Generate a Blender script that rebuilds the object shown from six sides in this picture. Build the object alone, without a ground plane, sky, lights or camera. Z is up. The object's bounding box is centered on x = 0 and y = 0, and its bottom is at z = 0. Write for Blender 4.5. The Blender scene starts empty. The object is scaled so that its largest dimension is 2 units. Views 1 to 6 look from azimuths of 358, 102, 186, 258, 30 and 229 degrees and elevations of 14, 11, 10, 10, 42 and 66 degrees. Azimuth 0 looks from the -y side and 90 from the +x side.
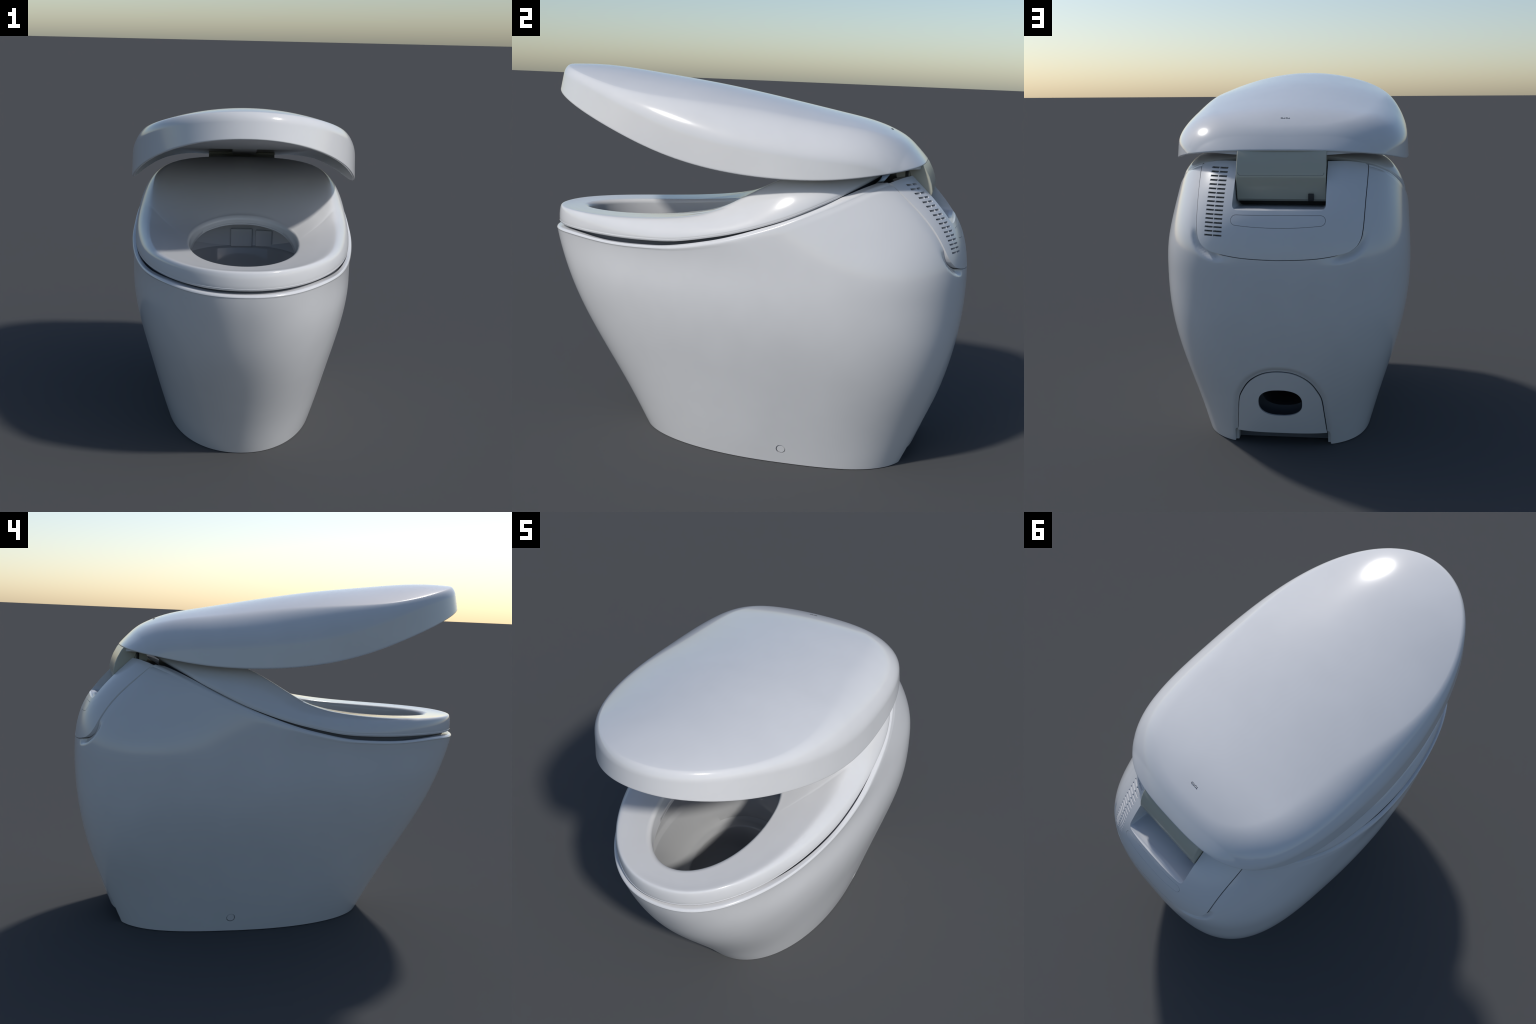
import bpy, bmesh, math
import numpy as np
from mathutils import Vector, Matrix

# ------------------------------------------------------------------ helpers
def pchip(xk, yk, x):
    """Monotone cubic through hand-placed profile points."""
    xk = np.asarray(xk, float); yk = np.asarray(yk, float); x = np.asarray(x, float)
    h = np.diff(xk); d = np.diff(yk) / h; m = np.zeros_like(yk)
    for i in range(1, len(xk) - 1):
        if d[i-1] * d[i] > 0:
            m[i] = 3 * (h[i-1] + h[i]) / ((2*h[i] + h[i-1]) / d[i-1] + (h[i] + 2*h[i-1]) / d[i])
    m[0] = d[0]; m[-1] = d[-1]
    x = np.clip(x, xk[0], xk[-1]); i = np.clip(np.searchsorted(xk, x) - 1, 0, len(h) - 1); t = (x - xk[i]) / h[i]
    return ((2*t**3 - 3*t**2 + 1) * yk[i] + (t**3 - 2*t**2 + t) * h[i] * m[i]
            + (3*t**2 - 2*t**3) * yk[i+1] + (t**3 - t**2) * h[i] * m[i+1])

def spline(xk, yk, x):
    """Natural cubic spline: curvature-continuous, for glossy surfaces."""
    xk = np.asarray(xk, float); yk = np.asarray(yk, float); x = np.asarray(x, float); n = len(xk); h = np.diff(xk)
    A = np.eye(n); b = np.zeros(n)
    for i in range(1, n - 1):
        A[i, i-1:i+2] = h[i-1], 2 * (h[i-1] + h[i]), h[i]; b[i] = 6 * ((yk[i+1] - yk[i]) / h[i] - (yk[i] - yk[i-1]) / h[i-1])
    M = np.linalg.solve(A, b); x = np.clip(x, xk[0], xk[-1]); i = np.clip(np.searchsorted(xk, x) - 1, 0, n - 2)
    a = (xk[i+1] - x) / h[i]; c = (x - xk[i]) / h[i]
    return a * yk[i] + c * yk[i+1] + ((a**3 - a) * M[i] + (c**3 - c) * M[i+1]) * h[i]**2 / 6

def spow(a, p):
    return np.sign(a) * np.abs(a) ** p

def egg(th, yf, yb, w, yc, nf, nb):
    """Plan outline: superellipse with its own front and rear half."""
    c, s = np.cos(th), np.sin(th); n = np.where(s < 0, nf, nb)
    return w * spow(c, 2 / n), yc + np.where(s < 0, yc - yf, yb - yc) * spow(s, 2 / n)

def even_angles(n, *shape):
    """n parameter angles that are evenly spaced along the outline; -pi/2 is the front."""
    th = np.linspace(-math.pi, math.pi, 8001); x, y = egg(th, *shape)
    s = np.concatenate([[0], np.cumsum(np.hypot(np.diff(x), np.diff(y)))])
    return np.interp(np.linspace(0, s[-1], n + 1)[:-1], s, th)

def smoothstep(a, b, x):
    t = np.clip((x - a) / (b - a), 0, 1); return t * t * (3 - 2 * t)

def mesh_from(name, verts, faces):
    me = bpy.data.meshes.new(name); me.from_pydata([tuple(map(float, v)) for v in verts], [], faces); me.update()
    return me

def finish(me, angle=35, weld=1e-5):
    bm = bmesh.new(); bm.from_mesh(me)
    if weld: bmesh.ops.remove_doubles(bm, verts=bm.verts, dist=weld)
    bmesh.ops.dissolve_degenerate(bm, edges=bm.edges, dist=1e-6)
    bmesh.ops.recalc_face_normals(bm, faces=bm.faces)
    bm.to_mesh(me); bm.free()
    for p in me.polygons: p.use_smooth = True
    me.set_sharp_from_angle(angle=math.radians(angle)); me.update()
    return me

def rings_mesh(name, R, cap_first=False, cap_last=False, loop=False):
    """R: (rings, n, 3) -> quads between neighbouring rings."""
    nr, n, _ = R.shape; f = []
    for i in range(nr if loop else nr - 1):
        a, b = i * n, ((i + 1) % nr) * n
        for j in range(n):
            k = (j + 1) % n; f.append((a + j, a + k, b + k, b + j))
    if cap_first: f.append(tuple(range(n)))
    if cap_last: f.append(tuple(range((nr - 1) * n, nr * n)))
    return mesh_from(name, R.reshape(-1, 3), f)

def prism(name, poly, axis, a, b):
    """Extrude a closed polygon of (x,z) pairs along y, or of (y,z) pairs along x."""
    n = len(poly); v = []
    for t in (a, b):
        for p, q in poly: v.append((p, t, q) if axis == 'y' else (t, p, q))
    f = [tuple(range(n)), tuple(range(2*n - 1, n - 1, -1))] + [(i, (i+1) % n, n + (i+1) % n, n + i) for i in range(n)]
    return mesh_from(name, v, f)

def rounded(poly, r, k=6):
    """Round the corners of a polygon with radius r."""
    out = []; n = len(poly)
    for i in range(n):
        p, a, b = [np.array(poly[j % n], float) for j in (i, i - 1, i + 1)]
        da, db = a - p, b - p; la, lb = np.linalg.norm(da), np.linalg.norm(db); d = min(r, .45*la, .45*lb)
        s, e = p + da/la*d, p + db/lb*d
        for t in np.linspace(0, 1, k): out.append(tuple((1-t)**2*s + 2*t*(1-t)*p + t*t*e))
    return out

def box_mesh(name, c, s, bevel=0.0, seg=3):
    bm = bmesh.new(); bmesh.ops.create_cube(bm, size=1)
    bmesh.ops.scale(bm, vec=s, verts=bm.verts); bmesh.ops.translate(bm, vec=c, verts=bm.verts)
    if bevel: bmesh.ops.bevel(bm, geom=bm.edges[:], offset=bevel, segments=seg, affect='EDGES', profile=.5)
    me = bpy.data.meshes.new(name); bm.to_mesh(me); bm.free(); return me

def join_meshes(name, meshes):
    bm = bmesh.new()
    for m in meshes: bm.from_mesh(m)
    me = bpy.data.meshes.new(name); bm.to_mesh(me); bm.free(); return me

def fix_normals(me):
    bm = bmesh.new(); bm.from_mesh(me); bmesh.ops.recalc_face_normals(bm, faces=bm.faces); bm.to_mesh(me); bm.free(); return me

def boolean(me, cutter, op):
    fix_normals(cutter)
    a = bpy.data.objects.new('work', me); b = bpy.data.objects.new('tool', cutter)
    for o in (a, b): bpy.context.scene.collection.objects.link(o)
    m = a.modifiers.new('b', 'BOOLEAN'); m.operation = op; m.solver = 'EXACT'; m.object = b
    bpy.context.view_layer.update()
    out = bpy.data.meshes.new_from_object(a.evaluated_get(bpy.context.evaluated_depsgraph_get()))
    for o in (a, b): bpy.data.objects.remove(o)
    return out

# ---------------------------------------------------------------- materials
def material(name, base, rough, coat=0.0, variation=0.015, spec=0.5, bump=0.0):
    m = bpy.data.materials.new(name); m.use_nodes = True; nt = m.node_tree; bs = nt.nodes['Principled BSDF']
    tc = nt.nodes.new('ShaderNodeTexCoord'); no = nt.nodes.new('ShaderNodeTexNoise')
    no.inputs['Scale'].default_value = 5.0; no.inputs['Detail'].default_value = 3.0
    nt.links.new(tc.outputs['Object'], no.inputs['Vector'])
    rp = nt.nodes.new('ShaderNodeValToRGB')
    for e, k in zip(rp.color_ramp.elements, (1 - variation, 1 + variation)):
        e.color = (*[min(1, c * k) for c in base], 1)
    rp.color_ramp.elements[0].position = .3; rp.color_ramp.elements[1].position = .7
    nt.links.new(no.outputs['Fac'], rp.inputs['Fac']); nt.links.new(rp.outputs['Color'], bs.inputs['Base Color'])
    bs.inputs['Roughness'].default_value = rough
    bs.inputs['Specular IOR Level'].default_value = spec
    bs.inputs['Coat Weight'].default_value = coat; bs.inputs['Coat Roughness'].default_value = .04
    if bump:
        n2 = nt.nodes.new('ShaderNodeTexNoise'); n2.inputs['Scale'].default_value = 220
        nt.links.new(tc.outputs['Object'], n2.inputs['Vector'])
        bp = nt.nodes.new('ShaderNodeBump'); bp.inputs['Strength'].default_value = bump; bp.inputs['Distance'].default_value = .001
        nt.links.new(n2.outputs['Fac'], bp.inputs['Height']); nt.links.new(bp.outputs['Normal'], bs.inputs['Normal'])
    return m

WHITE = (.635, .64, .655)
PORCELAIN = material('glazed_porcelain', WHITE, .14)
SEAT_PLASTIC = material('gloss_white_plastic', WHITE, .12)
LID_PLASTIC = material('gloss_lid_plastic', WHITE, .13)
LID_LINER = material('satin_lid_liner', WHITE, .42)
COVER_PLASTIC = material('satin_white_plastic', WHITE, .25)
HINGE_PLASTIC = material('warm_grey_plastic', (.43, .43, .36), .2)
DARK = material('dark_hollow_black', (.012, .012, .013), .5)  # flat black that stands in for darkness in holes and hinge gaps
BOWL_SHADED = material('shaded_bowl_glaze', (.385, .395, .41), .10)  # porcelain white darkened, so the bowl's inner shade is in the colour
GAP = material('shade_and_trim_grey', (.10, .11, .13), .4)  # strip and line grey; also paints deep shade into the outlet bore
INK = material('dark_grey_ink', (.05, .05, .055), .5)

# ------------------------------------------------------------------ root
root = bpy.data.objects.new('toilet', None); bpy.context.scene.collection.objects.link(root)
root['label'] = 'white one-piece skirted toilet with half-open rounded lid'
root['category'] = 'toilet'

def add(name, me, mat, parent=root):
    me.materials.clear(); me.materials.append(mat)
    o = bpy.data.objects.new(name, me); bpy.context.scene.collection.objects.link(o); o.parent = parent
    return o

# ------------------------------------------------------------------ body hull
ZK = [0, .15, .4, .62, .8, .95, 1.08, 1.2, 1.32]
HULL = dict(yf=[-.525, -.608, -.757, -.881, -.954, -.995, -1.013, -1.048, -1.081],
            yb=[.799, .857, .939, .985, .9995, .991, .949, .861, .739],
            w=[.410, .451, .519, .571, .5885, .5845, .581, .580, .580],
            yc=[.22, .20, .277, .295, .28, .24, -.061, -.451, -.889],
            nf=[2.09, 2.05, 2.14, 2.16, 2.19, 2.215, 2.24, 2.25, 2.245],
            nb=[3.12, 3.12, 3.12, 2.98, 2.86, 2.92, 3.16, 3.38, 3.55])
RIM_Y = [-1.0, -.8, -.55, -.3, -.05, .2, .4, .65, .72, 1.1]
RIM_Z = [.966, .974, .967, .978, 1.022, 1.10, 1.187, 1.298, 1.316, 1.32]

def hull_point(th, z):
    f = {k: spline(ZK, v, z) for k, v in HULL.items()}
    x, y = egg(th, f['yf'], f['yb'], f['w'], f['yc'], f['nf'], f['nb'])
    return np.stack([x, y, z + 0 * x], -1)

def hull_y(x, z):
    """Rear surface: y of the hull behind (x, z)."""
    f = {k: spline(ZK, v, z) for k, v in HULL.items()}
    return f['yc'] + (f['yb'] - f['yc']) * np.maximum(1 - (np.abs(x) / f['w']) ** f['nb'], 1e-6) ** (1 / f['nb'])

NT = 480
TH = even_angles(NT, -.9, .987, .58, .23, 2.05, 2.9)
lo = np.full(NT, .5); hi = np.full(NT, 1.32)
for _ in range(40):
    mid = (lo + hi) / 2; p = hull_point(TH, mid); ok = mid < pchip(RIM_Y, RIM_Z, p[:, 1])
    lo = np.where(ok, mid, lo); hi = np.where(ok, hi, mid)
ZTOP = lo
RIM = hull_point(TH, ZTOP)

# panel outline (x, z) on the rear, mirrored
def poly_distance(px, pz, poly):
    P = np.array(poly); A = P; B = np.roll(P, -1, 0); q = np.stack([px, pz], -1)[:, None]
    ab = B - A; t = np.clip(((q - A) * ab).sum(-1) / (ab ** 2).sum(-1), 0, 1)
    return np.linalg.norm(q - (A + t[..., None] * ab), axis=-1).min(1)

def catmull(pts, k=5):
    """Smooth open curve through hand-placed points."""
    P = np.array([2*np.array(pts[0]) - pts[1]] + [np.array(p) for p in pts] + [2*np.array(pts[-1]) - pts[-2]]); out = []
    for i in range(1, len(P) - 2):
        a, b, c, d = P[i-1:i+3]
        for t in np.linspace(0, 1, k, endpoint=False):
            out.append(tuple(.5 * (2*b + (c - a)*t + (2*a - 5*b + 4*c - d)*t*t + (3*b - a - 3*c + d)*t**3)))
    return out + [tuple(P[-2])]

# arch-shaped service opening low on the back
ARCH_HALF = [(.206, .085), (.197, .17), (.187, .25), (.168, .295), (.14, .337), (.10, .369), (.055, .388), (0, .394)]
ARCH = catmull(ARCH_HALF + [(-x, z) for x, z in ARCH_HALF[-2::-1]])
STADIUM = [(.1 * float(spow(math.cos(t), .8)), .232 + .069 * float(spow(math.sin(t), .8))) for t in np.linspace(0, 2*math.pi, 64, endpoint=False)]
def arch(g, zb):
    P = [(x * (1 + g / .2), z + (g if z > .2 else 0)) for x, z in ARCH]
    return [(P[0][0] + .004, zb)] + P + [(P[-1][0] - .004, zb)]

PANEL_HALF = [(0, .912), (.10, .915), (.19, .922), (.285, .938), (.325, .955), (.350, .982), (.364, 1.03), (.373, 1.15), (.3815, 1.28), (.372, 1.30)]
PANEL_HALF = catmull(PANEL_HALF)
PANEL = PANEL_HALF + [(.27, 1.40), (-.27, 1.40)] + [(-x, z) for x, z in PANEL_HALF[:0:-1]]

def groove(p):
    """Soft dip in the porcelain round the rear cover (deep scoop at its lower corners) and round the outlet plate."""
    x, y, z = p.T; ax = np.abs(x); q = p.copy()
    k = (y > .55) & (z > .85); d = np.full(len(p), 9.)
    d[k] = poly_distance(ax[k], z[k], PANEL)
    side = .006 * np.clip(1 - d / .040, 0, 1) ** 1.5 * smoothstep(1.29, 1.2, z) * smoothstep(.15, .30, ax)
    scoop = .024 * smoothstep(.034, .012, d) * smoothstep(1.06, .955, z) * smoothstep(.225, .28, ax)
    q[:, 1] -= np.maximum(side, scoop) * .85; q[:, 0] -= np.sign(x) * np.maximum(side, scoop) * .2
    k = (y > .55) & (z < .47); d[:] = 9.; d[k] = poly_distance(ax[k], z[k], arch(0, -.2))
    q[:, 1] -= .013 * smoothstep(.028, .004, d)
    return q

NZ = 150
s = np.linspace(0, 1, NZ) ** .95
outer = np.stack([hull_point(TH, ZTOP * (1 - 0) * t - .013 * t) for t in s])      # up to just under the lip
HULL_RINGS = np.concatenate([np.stack([hull_point(TH, ZTOP * t) for t in s])])

# ------------------------------------------------------------------ body mesh
bowl_th = TH
def bowl_loop(cy, a, b, z, n=2.2):
    c, s_ = np.cos(bowl_th), np.sin(bowl_th)
    return np.stack([b * spow(c, 2 / n), cy + a * spow(s_, 2 / n), np.full(NT, z)], -1)

open_loop = bowl_loop(-.385, .485, .345, .93)
inward = open_loop - RIM; inward[:, 2] = 0; inward /= np.linalg.norm(inward, axis=1)[:, None]
rings = [groove(r) for r in outer]
for t in np.linspace(0, math.pi/2, 8)[1:]:            # rounded lip
    r = RIM + inward * .013 * (1 - math.cos(t)); r[:, 2] = ZTOP - .013 * (1 - math.sin(t)); rings.append(r)
shelf = .043 + .006 * smoothstep(-.3, -.75, RIM[:, 1])      # lip stays flat under the seat at the front, drops early at the sides
for k_, dz in ((0, -.0008), (.004, -.006), (.007, -.024), (.028, -.040)):
    r = RIM + inward * (shelf + k_)[:, None]; r[:, 2] = ZTOP + dz; rings.append(r)
last = rings[-1]
for t in (.35, .7):
    rings.append(last * (1 - t) + open_loop * t)
for cy, a, b, z in ((-.385, .485, .345, .93), (-.385, .477, .337, .915), (-.39, .470, .333, .86), (-.405, .445, .322, .82), (-.407, .440, .319, .81), (-.41, .420, .306, .80), (-.41, .412, .302, .79),
                    (-.405, .372, .283, .72), (-.39, .335, .258, .66), (-.365, .315, .238, .622), (-.36, .298, .226, .612), (-.36, .285, .216, .608), (-.36, .262, .198, .604),
                    (-.36, .256, .193, .600), (-.36, .252, .190, .592), (-.35, .238, .184, .55), (-.33, .212, .172, .51),
                    (-.29, .165, .145, .475), (-.25, .125, .115, .458), (-.235, .108, .100, .450), (-.23, .102, .095, .438), (-.22, .095, .09, .25)):
    rings.append(bowl_loop(cy, a, b, z))
body_me = rings_mesh('bowl_body', np.stack(rings), cap_first=True, cap_last=True)
fix_normals(body_me)

hull_me = rings_mesh('hull', HULL_RINGS, cap_first=True, cap_last=True); fix_normals(hull_me)

def scaled_panel(g):
    """Panel outline grown by g."""
    P = np.array(PANEL); n = len(P); out = []
    for i in range(n):
        t = P[(i + 1) % n] - P[i - 1]; t /= np.linalg.norm(t); out.append(tuple(P[i] + g * np.array([t[1], -t[0]])))
    return out

panel_cut = prism('panel_cut', scaled_panel(.0021), 'y', .60, 1.3)
panel_fit = prism('panel_fit', scaled_panel(-.0012), 'y', .615, 1.3)
arch_cut = prism('arch_cut', arch(.003, -.05), 'y', .70, 1.3)
body_me = boolean(body_me, panel_cut, 'DIFFERENCE')
body_me = boolean(body_me, arch_cut, 'DIFFERENCE')
body_me = boolean(body_me, prism('outlet_bore', [(x * 1.06, .232 + (z - .232) * 1.06) for x, z in STADIUM], 'y', .35, .75), 'DIFFERENCE')
notch = prism('notch', rounded([(.227, -.05), (.222, .072), (-.222, .072), (-.227, -.05)], .012), 'y', .745, 1.3)
body_me = boolean(body_me, notch, 'DIFFERENCE')
for sx in (1, -1):
    bm = bmesh.new(); bmesh.ops.create_cone(bm, cap_ends=True, segments=48, radius1=.0215, radius2=.0215, depth=.1)
    bmesh.ops.rotate(bm, verts=bm.verts, matrix=Matrix.Rotation(math.pi/2, 3, 'Y')); bmesh.ops.translate(bm, verts=bm.verts, vec=(sx*.455, .246, .074))
    cm = bpy.data.meshes.new('c'); bm.to_mesh(cm); bm.free(); body_me = boolean(body_me, cm, 'DIFFERENCE')
body = add('bowl_body', finish(body_me, 38), PORCELAIN)
body.data.materials.append(GAP); body.data.materials.append(BOWL_SHADED)                       # shade painted into the colour: dark outlet bore, greyer bowl inside
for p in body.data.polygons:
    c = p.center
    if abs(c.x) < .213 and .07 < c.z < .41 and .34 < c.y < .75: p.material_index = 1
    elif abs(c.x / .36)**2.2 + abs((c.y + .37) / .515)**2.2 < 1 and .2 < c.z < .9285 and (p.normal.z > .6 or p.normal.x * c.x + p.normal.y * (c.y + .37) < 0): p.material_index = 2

for sx in (1, -1):
    bm = bmesh.new(); bmesh.ops.create_cone(bm, cap_ends=True, segments=48, radius1=.0195, radius2=.0195, depth=.026)
    bmesh.ops.bevel(bm, geom=[e for e in bm.edges if len(e.link_faces) == 2 and any(len(f.verts) > 4 for f in e.link_faces)], offset=.002, segments=2, affect='EDGES')
    nrm = Vector((sx * .97, -.03, -.25)).normalized()
    q = Vector((0, 0, 1)).rotation_difference(nrm)
    bmesh.ops.rotate(bm, verts=bm.verts, matrix=q.to_matrix()); bmesh.ops.translate(bm, verts=bm.verts, vec=Vector((sx*.427, .246, .074)) - nrm*.012)
    cm = bpy.data.meshes.new('screw_cap'); bm.to_mesh(cm); bm.free()
    add('screw_cap', finish(cm, 50), PORCELAIN)

# black cup lining the sump outlet, stands in for its deep shade
dr = np.stack([bowl_loop(cy, a, b, z) for cy, a, b, z in ((-.2305, .1025, .0955, .4395), (-.23, .099, .092, .434), (-.22, .092, .087, .256), (-.22, .04, .04, .255), (-.22, .001, .001, .255))])
add('drain_black_liner', finish(rings_mesh('drain_black_liner', dr)), DARK)

# outlet plate with a stadium hole
plate = boolean(hull_me.copy(), prism('arch_fit', arch(-.001, .066), 'y', .72, 1.3), 'INTERSECT')
shell = hull_me.copy(); shell.transform(Matrix.Translation((0, -.013, 0)))
plate = boolean(plate, shell, 'DIFFERENCE')
hole = STADIUM
plate = boolean(plate, prism('hole', hole, 'y', .5, 1.3), 'DIFFERENCE')
plate.transform(Matrix.Translation((0, -.006, 0)))
outlet = add('outlet_plate', finish(plate, 38), PORCELAIN)

# ------------------------------------------------------------------ rear cover
cover = boolean(hull_me.copy(), panel_fit, 'INTERSECT')
pocket = [(1.2, 1.098), (.9365, 1.098), (.925, 1.113), (.912, 1.121), (.898, 1.122), (.885, 1.117), (.870, 1.110), (.850, 1.105), (.82, 1.103), (.70, 1.10), (.60, 1.10), (.60, 1.5), (1.2, 1.5)]
pocket_tool = boolean(fix_normals(prism('pocket', pocket, 'x', -.22, .22)), prism('p', [(.2015, 1.6), (-.2015, 1.6)] + [(-.204 + .022 * (1 - math.cos(t)), 1.119 - .0 - .022 * math.sin(t) + .02) for t in np.linspace(0, math.pi/2, 7)] + [(.204 - .022 * (1 - math.cos(t)), 1.119 - .022 * math.sin(t) + .02) for t in np.linspace(math.pi/2, 0, 7)], 'y', .5, 1.25), 'INTERSECT')
cover = boolean(cover, pocket_tool, 'DIFFERENCE')
slots = []
for i in range(17):
    z = 1.286 - .2765 * i / 16
    for x0 in (.3050, .2630):
        y = float(hull_y(np.array(x0), np.array(z)))
        b = box_mesh('slot', (0, 0, 0), (.0414, .07, .0076), 0)
        b.transform(Matrix.Translation((x0, y, z)) @ Matrix.Rotation(math.radians(-14), 4, 'Z'))
        slots.append(b)
cover = boolean(cover, join_meshes('slots', slots), 'DIFFERENCE')
# thin recess line round the label strip
def strip_outline(g):
    top, end = 1.097, 1.0765
    P = []
    for t in np.linspace(math.pi/2, -math.pi/2, 13): P.append((.184 + (.0205 + g) * math.cos(t), end + (.0205 + g) * math.sin(t)))
    for x in np.linspace(.16, -.16, 15): P.append((x, 1.047 + .009 * (x / .184) ** 2 - g))
    for t in np.linspace(-math.pi/2, -3*math.pi/2, 13): P.append((-.184 + (.0205 + g) * math.cos(t), end + (.0205 + g) * math.sin(t)))
    return P
strip_body = boolean(cover.copy(), prism('s', strip_outline(0), 'y', .90, 1.3), 'INTERSECT')
cover = boolean(cover, prism('s', strip_outline(.0016), 'y', .905, 1.3), 'DIFFERENCE')
cover_ob = add('rear_cover', finish(cover, 38), COVER_PLASTIC)
add('label_strip', finish(strip_body, 38), COVER_PLASTIC, cover_ob)

# ------------------------------------------------------------------ lid
LID = dict(pl=(-.977, .804, .577, .065, 2.085, 2.812), ze=[1.649, 1.559, 1.463, 1.379, 1.321, 1.307, 1.316, 1.344, 1.375],
           sp=[1.735, 1.740, 1.712, 1.673, 1.621, 1.563, 1.509, 1.37], fillet=[.024, .042, .110, .19, .212, .126],
           drop=[.039, .046, .104, .112, .107, .105], crown=(.171, .056), draft=[.08, .018, .04, 0], ext=.042)
LID_YE = [-1.02, -.8, -.55, -.3, 0, .25, .45, .65, .83]      # lower edge height
LID_YS = [-1.02, -.8, -.5, -.2, .1, .4, .6, .83]             # spine of the top
LID_YF = [-1, -.6, -.2, .2, .5, .83]                         # width and drop of the rounded shoulder
def lid_grid(nt=400, nin=26, nout=44):
    th = even_angles(nt, *LID['pl'])[:, None]
    X, Y = egg(th, *LID['pl']); yc = LID['pl'][3]; cy = -.1
    bk = np.clip(np.sin(np.arctan2(Y - yc, X * 1.4)), 0, 1)
    ze = spline(LID_YE, LID['ze'], Y); zv = ze - LID['ext'] * bk**2
    L = np.hypot(X, Y - cy); f = np.clip(spline(LID_YF, LID['fillet'], Y), .01, .5); hh = np.clip(spline(LID_YF, LID['drop'], Y), .01, .5)
    dr = pchip([-1, -.4, .4, .83], LID['draft'], Y)
    def surf(q):                                     # 0..1 top, 1..2 shoulder, 2..3 wall
        r1 = 1 - f / L; A = np.clip(q - 1, 0, 1) * math.pi / 2
        rho = np.where(q < 1, q * r1, r1 + (f / L) * np.sin(A))
        px = X * rho; py = cy + (Y - cy) * rho; u = (py + 1) / 1.8
        zt = spline(LID_YS, LID['sp'], py) - (LID['crown'][0] * (1 - u) + LID['crown'][1] * u) * (px / .6)**2
        z = zt - np.minimum(hh, (zt - zv) * .98) * (1 - np.cos(A))
        z = z + (zv - z) * np.clip(q - 2, 0, 1)
        k = 1 - dr * np.clip((z - ze) / .3, 0, 1.5) * rho**4
        return np.stack([px * k, cy + (py - cy) * k, z], -1)
    lo_ = np.full_like(Y, .5); hi_ = np.full_like(Y, 3.)
    for _ in range(40):
        m = (lo_ + hi_) / 2; up = surf(m)[..., 2] > ze; lo_ = np.where(up, m, lo_); hi_ = np.where(up, hi_, m)
    q = np.concatenate([np.linspace(0, .97, nin)[None] + 0 * Y, .97 + (hi_ - .97) * np.linspace(0, 1, nout + 1)[None, 1:]], 1)
    return surf(q)                                   # (nt, nr, 3)
G = lid_grid()
G[:, 0] = G[:, 0].mean(0)
du = np.roll(G, -1, 0) - np.roll(G, 1, 0); dv = np.gradient(G, axis=1)
N = np.cross(du, dv); N[:, 0] = (0, 0, 1); N /= np.linalg.norm(N, axis=2)[..., None] + 1e-12
if N[:, 5, 2].mean() < 0: N = -N
N[:, 0] = (0, 0, 1)
TK = .011                                             # thin wall, and a lower flat ceiling inside
inn = G - N * TK
ceil = spline(LID_YS, LID['sp'], inn[..., 1]) - .0 * (inn[..., 0] / .6)**2 - pchip([-1, -.7, -.3, .2, .6, .8], [.050, .092, .150, .155, .102, .06], inn[..., 1])
d_ = inn[..., 2] - ceil; inn[..., 2] = ceil + (d_ - np.sqrt(d_**2 + .012**2)) / 2
edge = G[:, -1]; tdir = G[:, -1] - G[:, -2]; tdir /= np.linalg.norm(tdir, axis=1)[:, None]
e_rings = [edge - N[:, -1] * TK * (0.5 - .5 * math.cos(t)) + tdir * TK * .35 * math.sin(t) for t in np.linspace(0, math.pi, 8)[1:-1]]
lid_rings = [G[:, i] for i in range(G.shape[1])] + e_rings + [inn[:, i] for i in range(G.shape[1] - 1, -1, -1)]
lid_ob = add('lid', finish(rings_mesh('lid', np.stack(lid_rings)), 60), LID_PLASTIC)

lid_ob.data.materials.append(LID_LINER)               # satin underside
from mathutils.kdtree import KDTree
inner_pts = inn.reshape(-1, 3); kd = KDTree(len(inner_pts))
for i_, v_ in enumerate(inner_pts): kd.insert(v_, i_)
kd.balance()
is_inner = [kd.find(v.co)[2] < 2e-4 for v in lid_ob.data.vertices]
for p in lid_ob.data.polygons:
    if all(is_inner[i_] for i_ in p.vertices): p.material_index = 1
def lid_spine(y):
    q = G.reshape(-1, 3); q = q[np.abs(q[:, 0]) < .012]; q = q[np.argsort(q[:, 1])]
    return Vector((0, y, float(np.interp(y, q[:, 1], q[:, 2]))))
# lettering on the lid, read from the front
cu = bpy.data.curves.new('lettering', 'FONT'); cu.body = 'TOTO'; cu.size = .0147; cu.align_x = 'CENTER'; cu.align_y = 'CENTER'; cu.extrude = .0007; cu.space_character = 1.08
to = bpy.data.objects.new('lettering', cu); bpy.context.scene.collection.objects.link(to); bpy.context.view_layer.update()
tme = bpy.data.meshes.new_from_object(to.evaluated_get(bpy.context.evaluated_depsgraph_get())); bpy.data.objects.remove(to)
y0, y1 = lid_spine(.606), lid_spine(.622)
slope = math.atan2(y1.z - y0.z, y1.y - y0.y); mid = (y0 + y1) / 2
tme.transform(Matrix.Translation((0, mid.y, mid.z + .0006)) @ Matrix.Rotation(slope, 4, 'X'))
add('logo_lettering', tme, INK, lid_ob)
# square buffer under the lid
zc = lambda y: float(spline(LID_YS, LID['sp'], y) - .137)
bme = box_mesh('lid_buffer', (0, 0, 0), (.14, .32, .03), .006)
bme.transform(Matrix.Translation((.012, .44, zc(.44) - .004)) @ Matrix.Rotation(math.atan2(zc(.55) - zc(.33), .22), 4, 'X'))
add('lid_buffer', finish(bme, 40), SEAT_PLASTIC, lid_ob)

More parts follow.
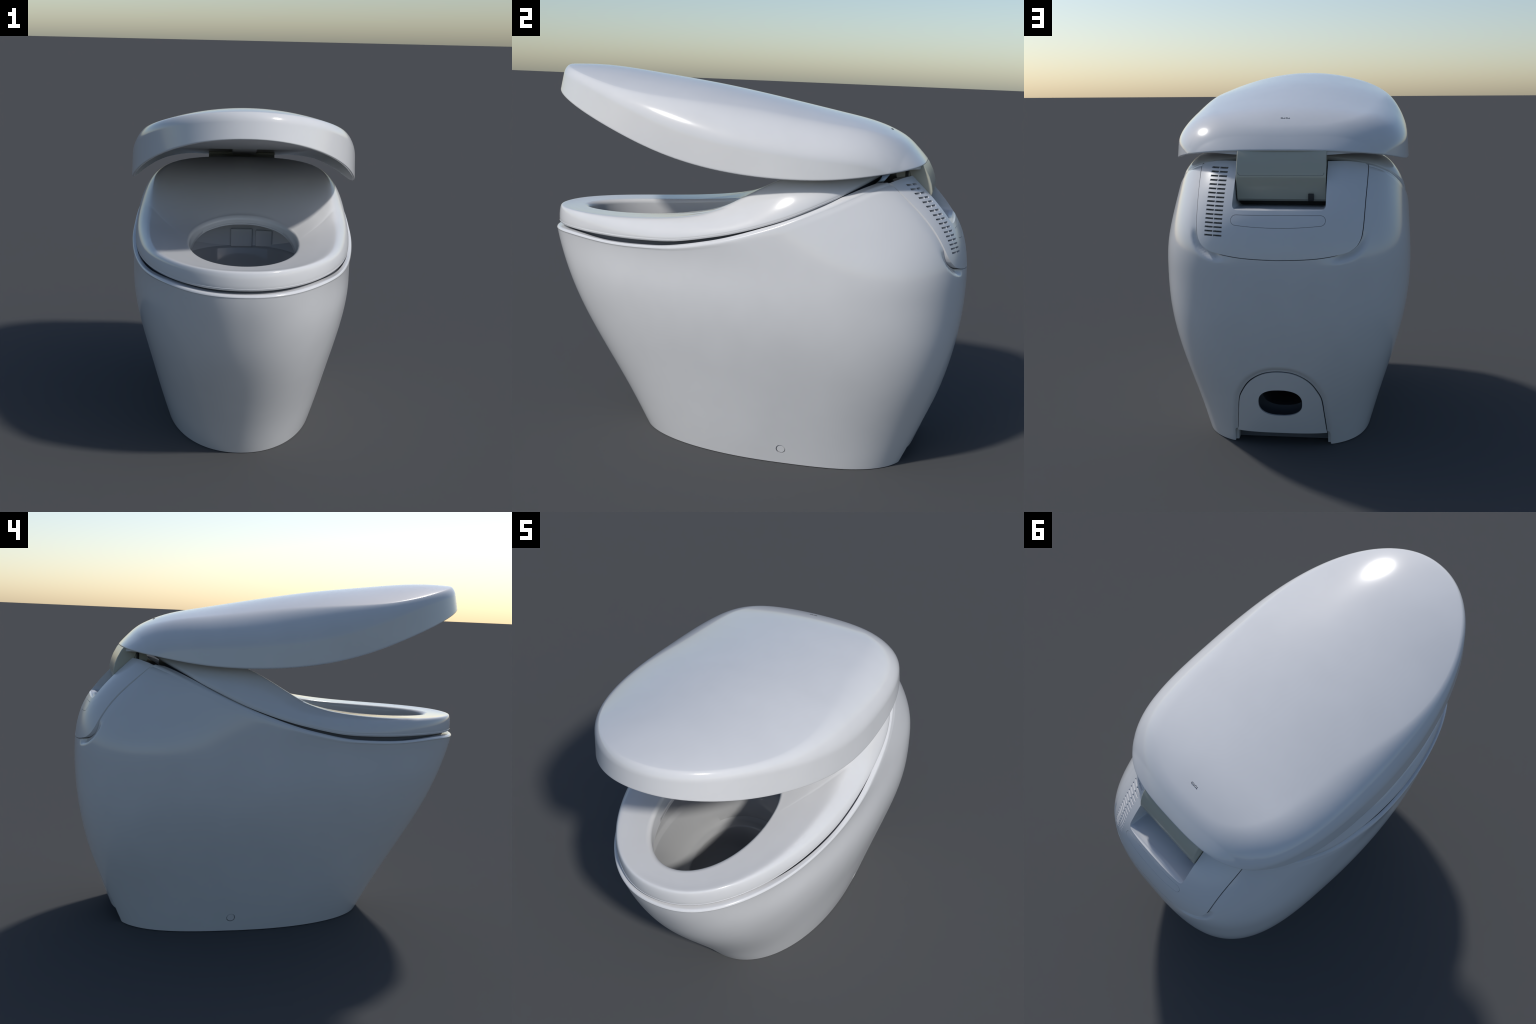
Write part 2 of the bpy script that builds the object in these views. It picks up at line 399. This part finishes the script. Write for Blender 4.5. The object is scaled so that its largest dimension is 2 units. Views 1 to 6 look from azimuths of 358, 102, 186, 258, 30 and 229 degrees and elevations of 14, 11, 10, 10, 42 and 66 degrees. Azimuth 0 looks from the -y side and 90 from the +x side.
# ------------------------------------------------------------------ seat
ST = 360
SEAT_OUT = (-.989, .615, .565, .119, 2.121, 2.85)
SEAT_RIDGE = (-.971, .508, .481, -.025, 2.269, 2.5)
SEAT_HOLE = (-.848, -.095, .262, -.41, 2.0, 2.3)
sth = even_angles(ST, *SEAT_OUT)
O = np.stack(egg(sth, *SEAT_OUT), -1); RP = np.stack(egg(sth, *SEAT_RIDGE), -1); Hp = np.stack(egg(sth, *SEAT_HOLE), -1)
RIDGE_Y = [-1.0, -.75, -.35, -.2, -.05, .1, .25, .4, .6]
RIDGE_Z = [1.066, 1.068, 1.085, 1.104, 1.146, 1.237, 1.313, 1.350, 1.370]
SEAT_BY = [-1.0, -.8, -.55, -.3, -.05, .2, .4, .65]
SEAT_BZ = [.98, .984, .986, .996, 1.039, 1.114, 1.202, 1.333]
zb = pchip(SEAT_BY, SEAT_BZ, O[:, 1]); zr_ = spline(RIDGE_Y, RIDGE_Z, RP[:, 1])
back = smoothstep(-.25, .3, O[:, 1])
front = smoothstep(-.3, -.8, O[:, 1])
srings = []
def put(xy, z): srings.append(np.concatenate([xy, (z * np.ones(ST))[:, None]], 1))
def mixp(a, b, t): t = np.asarray(t); return a + (b - a) * (t[:, None] if t.ndim else t)
cen = (Hp - O) / np.linalg.norm(Hp - O, axis=1)[:, None]
for d, dz in ((.05, .012), (.030, .001), (.012, 0), (.0045, .002), (.001, .007), (0, .0115), (.0010, .0125), (.0006, .0145)):
    put(O + cen * d, zb + dz)
wn = 1.55 + .9 * front                               # side wall rolls over to the ridge
for t in np.linspace(0, math.pi/2, 22)[1:]:
    put(mixp(O, RP, 1 - math.cos(t) ** (2/wn)), zb + .015 + (zr_ - zb - .015) * math.sin(t) ** (2/wn))
DISH_RELAX = 24
def dish(y, x): return spline(RIDGE_Y, RIDGE_Z, y) + (.004 * np.exp(-((y - .03) / .14)**2) - .005) * np.clip(1 - (x / .5)**2, 0, 1)     # one side profile swept across
Hs = Hp - (Hp - RP) / np.linalg.norm(Hp - RP, axis=1)[:, None] * .028
for t in np.linspace(0, 1, 30)[1:-1]:                # dished top falling towards the opening
    q = mixp(RP, Hs, t); put(q, dish(q[:, 1], q[:, 0]) + (zr_ - dish(RP[:, 1], RP[:, 0])) * (1 - t) ** 3)
zh = dish(Hs[:, 1], Hs[:, 0])
# relax the dish like a stretched membrane between the ridge and the opening
r0 = len(srings) - 28; put(Hs, zh); M_ = np.stack(srings)
for _ in range(DISH_RELAX):
    c_ = M_[r0:-1, :, 2]; nb_ = (M_[r0-1:-2, :, 2] + M_[r0+1:, :, 2] + np.roll(c_, 1, 1) + np.roll(c_, -1, 1)) / 4
    M_[r0:-1, :, 2] = nb_
srings = list(M_[:-1])
hd = (Hp - Hs)
A_ = np.stack(srings); first, last_ = 16, len(srings) - 1
for _ in range(14):                                  # round the ridge over
    w_ = np.clip(1 - np.abs(np.arange(first, last_) - 29) / 9, 0, 1)[:, None, None] * .5
    A_[first:last_] += w_ * ((A_[first-1:last_-1] + A_[first+1:last_+1]) / 2 - A_[first:last_])
top_ = A_[first:last_, :, 2].max(0); idx = np.arange(len(A_))
A_[:, :, 2] += np.clip(np.minimum((idx - 9) / 10, (last_ - idx) / 12), 0, 1)[:, None] * (zr_ - top_)[None]
w_ = (np.clip((np.arange(len(A_)) - 9) / 6, 0, 1) * np.clip((len(A_) - 2 - np.arange(len(A_))) / 8, 0, 1))[:, None] * .5
for _ in range(26):                                  # fair it along its length
    A_[:, :, 2] += w_ * ((np.roll(A_[:, :, 2], 1, 1) + np.roll(A_[:, :, 2], -1, 1)) / 2 - A_[:, :, 2])
srings = list(A_)
for t in np.linspace(0, math.pi/2, 8):               # rounded edge of the opening
    put(Hs + hd * math.sin(t), zh - .022 + .022 * math.cos(t))
lip = .040 + .055 * smoothstep(-.15, -.42, Hp[:, 1])  # the opening's wall is deeper at the front and sides
put(Hp, zh - lip * .7); put(Hp, zh - lip); put(Hp - hd * .14, zh - lip - .002); put(Hp - hd * .14, zh - lip - .010); put(Hp - hd * .5, zh - lip - .014)
for t in (.25, .5, .75):
    put(mixp(Hp - hd * .5, O + cen * .06, t), (zh - lip - .014) * (1 - t) + (zb + .016) * t)
seat = add('seat', finish(rings_mesh('seat', np.stack(srings), loop=True), 50), SEAT_PLASTIC)

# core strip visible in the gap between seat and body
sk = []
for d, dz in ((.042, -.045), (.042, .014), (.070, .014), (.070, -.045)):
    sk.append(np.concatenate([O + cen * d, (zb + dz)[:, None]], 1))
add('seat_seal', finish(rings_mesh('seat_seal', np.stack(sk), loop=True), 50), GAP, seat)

# ------------------------------------------------------------------ hinge box and hardware
BOX = [(.764, 1.376), (.784, 1.352), (.804, 1.315), (.815, 1.285), (.8225, 1.253), (.822, 1.244), (.808, 1.195), (.792, 1.152), (.772, 1.14), (.752, 1.155), (.744, 1.19), (.738, 1.24), (.728, 1.29), (.712, 1.34), (.70, 1.362)]
bx = prism('hinge_box', BOX, 'x', -.199, .199)
hinge = add('hinge_box', finish(bx, 20), HINGE_PLASTIC)
m = hinge.modifiers.new('b', 'BEVEL'); m.width = .004; m.segments = 3; m.limit_method = 'ANGLE'; m.angle_limit = math.radians(40)
bpy.context.view_layer.update()
hinge.data = bpy.data.meshes.new_from_object(hinge.evaluated_get(bpy.context.evaluated_depsgraph_get())); hinge.modifiers.clear()
hinge.data.materials.clear(); hinge.data.materials.append(HINGE_PLASTIC)
# fine inlay line on its upper face
def box_face(z):
    pts = sorted([(z_, y_) for y_, z_ in BOX[:6]]); return float(np.interp(z, [p[0] for p in pts], [p[1] for p in pts]))
line = rounded([(.191, 1.258), (.191, 1.42), (-.191, 1.42), (-.191, 1.258)], .014)
lo_line = rounded([(.1898, 1.2592), (.1898, 1.42), (-.1898, 1.42), (-.1898, 1.2592)], .013)
lv, lf = [], []
for (x, z), (x2, z2) in zip(line, lo_line):
    lv += [(x, box_face(z) + .0006, z), (x2, box_face(z2) + .0006, z2)]
n = len(line)
for i in range(n):
    if max(line[i][1], line[(i+1) % n][1]) < 1.39: lf.append((2*i, 2*i+1, 2*((i+1) % n)+1, 2*((i+1) % n)))
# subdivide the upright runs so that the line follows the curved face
lm = mesh_from('inlay_line', lv, lf)
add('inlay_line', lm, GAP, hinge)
add('dark_notch_block', finish(box_mesh('dark_notch_block', (-.133, .792, 1.162), (.024, .036, .032), .002)), DARK, hinge)  # black box standing in for a notch, nothing is cut
add('dark_spot_block', finish(box_mesh('dark_spot_block', (.19, .782, 1.200), (.022, .030, .034), .008)), DARK, hinge)  # black box set in the side as a dark spot, no opening
bm = bmesh.new(); bmesh.ops.create_cone(bm, cap_ends=True, segments=32, radius1=.030, radius2=.030, depth=.392)
bmesh.ops.rotate(bm, verts=bm.verts, matrix=Matrix.Rotation(math.pi/2, 3, 'Y')); bmesh.ops.translate(bm, verts=bm.verts, vec=(0, .690, 1.318))
cm = bpy.data.meshes.new('hinge_barrel'); bm.to_mesh(cm); bm.free(); add('hinge_barrel', finish(cm, 40), HINGE_PLASTIC)
add('hinge_shade_plate', finish(box_mesh('hinge_shade_plate', (0, .706, 1.225), (.394, .016, .235), .003)), DARK)  # added black plate, keeps the space behind the box dark
add('hinge_dark_block', finish(box_mesh('hinge_dark_block', (0, .640, 1.270), (.62, .05, .05), .006)), DARK)  # added black block in place of the dark cavities by the hinge

# ------------------------------------------------------------------ nozzle housing under the rear of the seat
nv, nf_ = [], []
wall_x = np.linspace(-.33, .33, 34)
wy = lambda x: .100 - .85 * x * x
W = []
for dy, z in ((0, .926), (0, 1.045), (.05, 1.045), (.05, .926)):
    W.append(np.stack([wall_x, wy(wall_x) + dy, np.full(34, z) - (.03 * wall_x**2 / .1 if z < 1 else 0)], -1))
v = np.concatenate(W); f = []
for i in range(33):
    for k in range(4):
        a_, b_ = k * 34, ((k + 1) % 4) * 34; f.append((a_ + i, a_ + i + 1, b_ + i + 1, b_ + i))
housing = add('nozzle_housing', finish(mesh_from('nozzle_housing', v, f + [(0, 34, 68, 102), (33, 135, 101, 67)])), COVER_PLASTIC)
for x0, x1, z0, z1, dy in ((-.062, .056, .925, 1.026, -.010), (.074, .166, .928, 1.020, -.007)):
    xc = (x0 + x1) / 2
    c = box_mesh('nozzle_cover', (0, 0, 0), (x1 - x0, .02, z1 - z0), .006)
    c.transform(Matrix.Translation((xc, wy(xc) + dy + .004, (z0 + z1) / 2)) @ Matrix.Rotation(-1.1 * xc, 4, 'Z'))
    add('nozzle_cover', finish(c, 40), COVER_PLASTIC, housing)
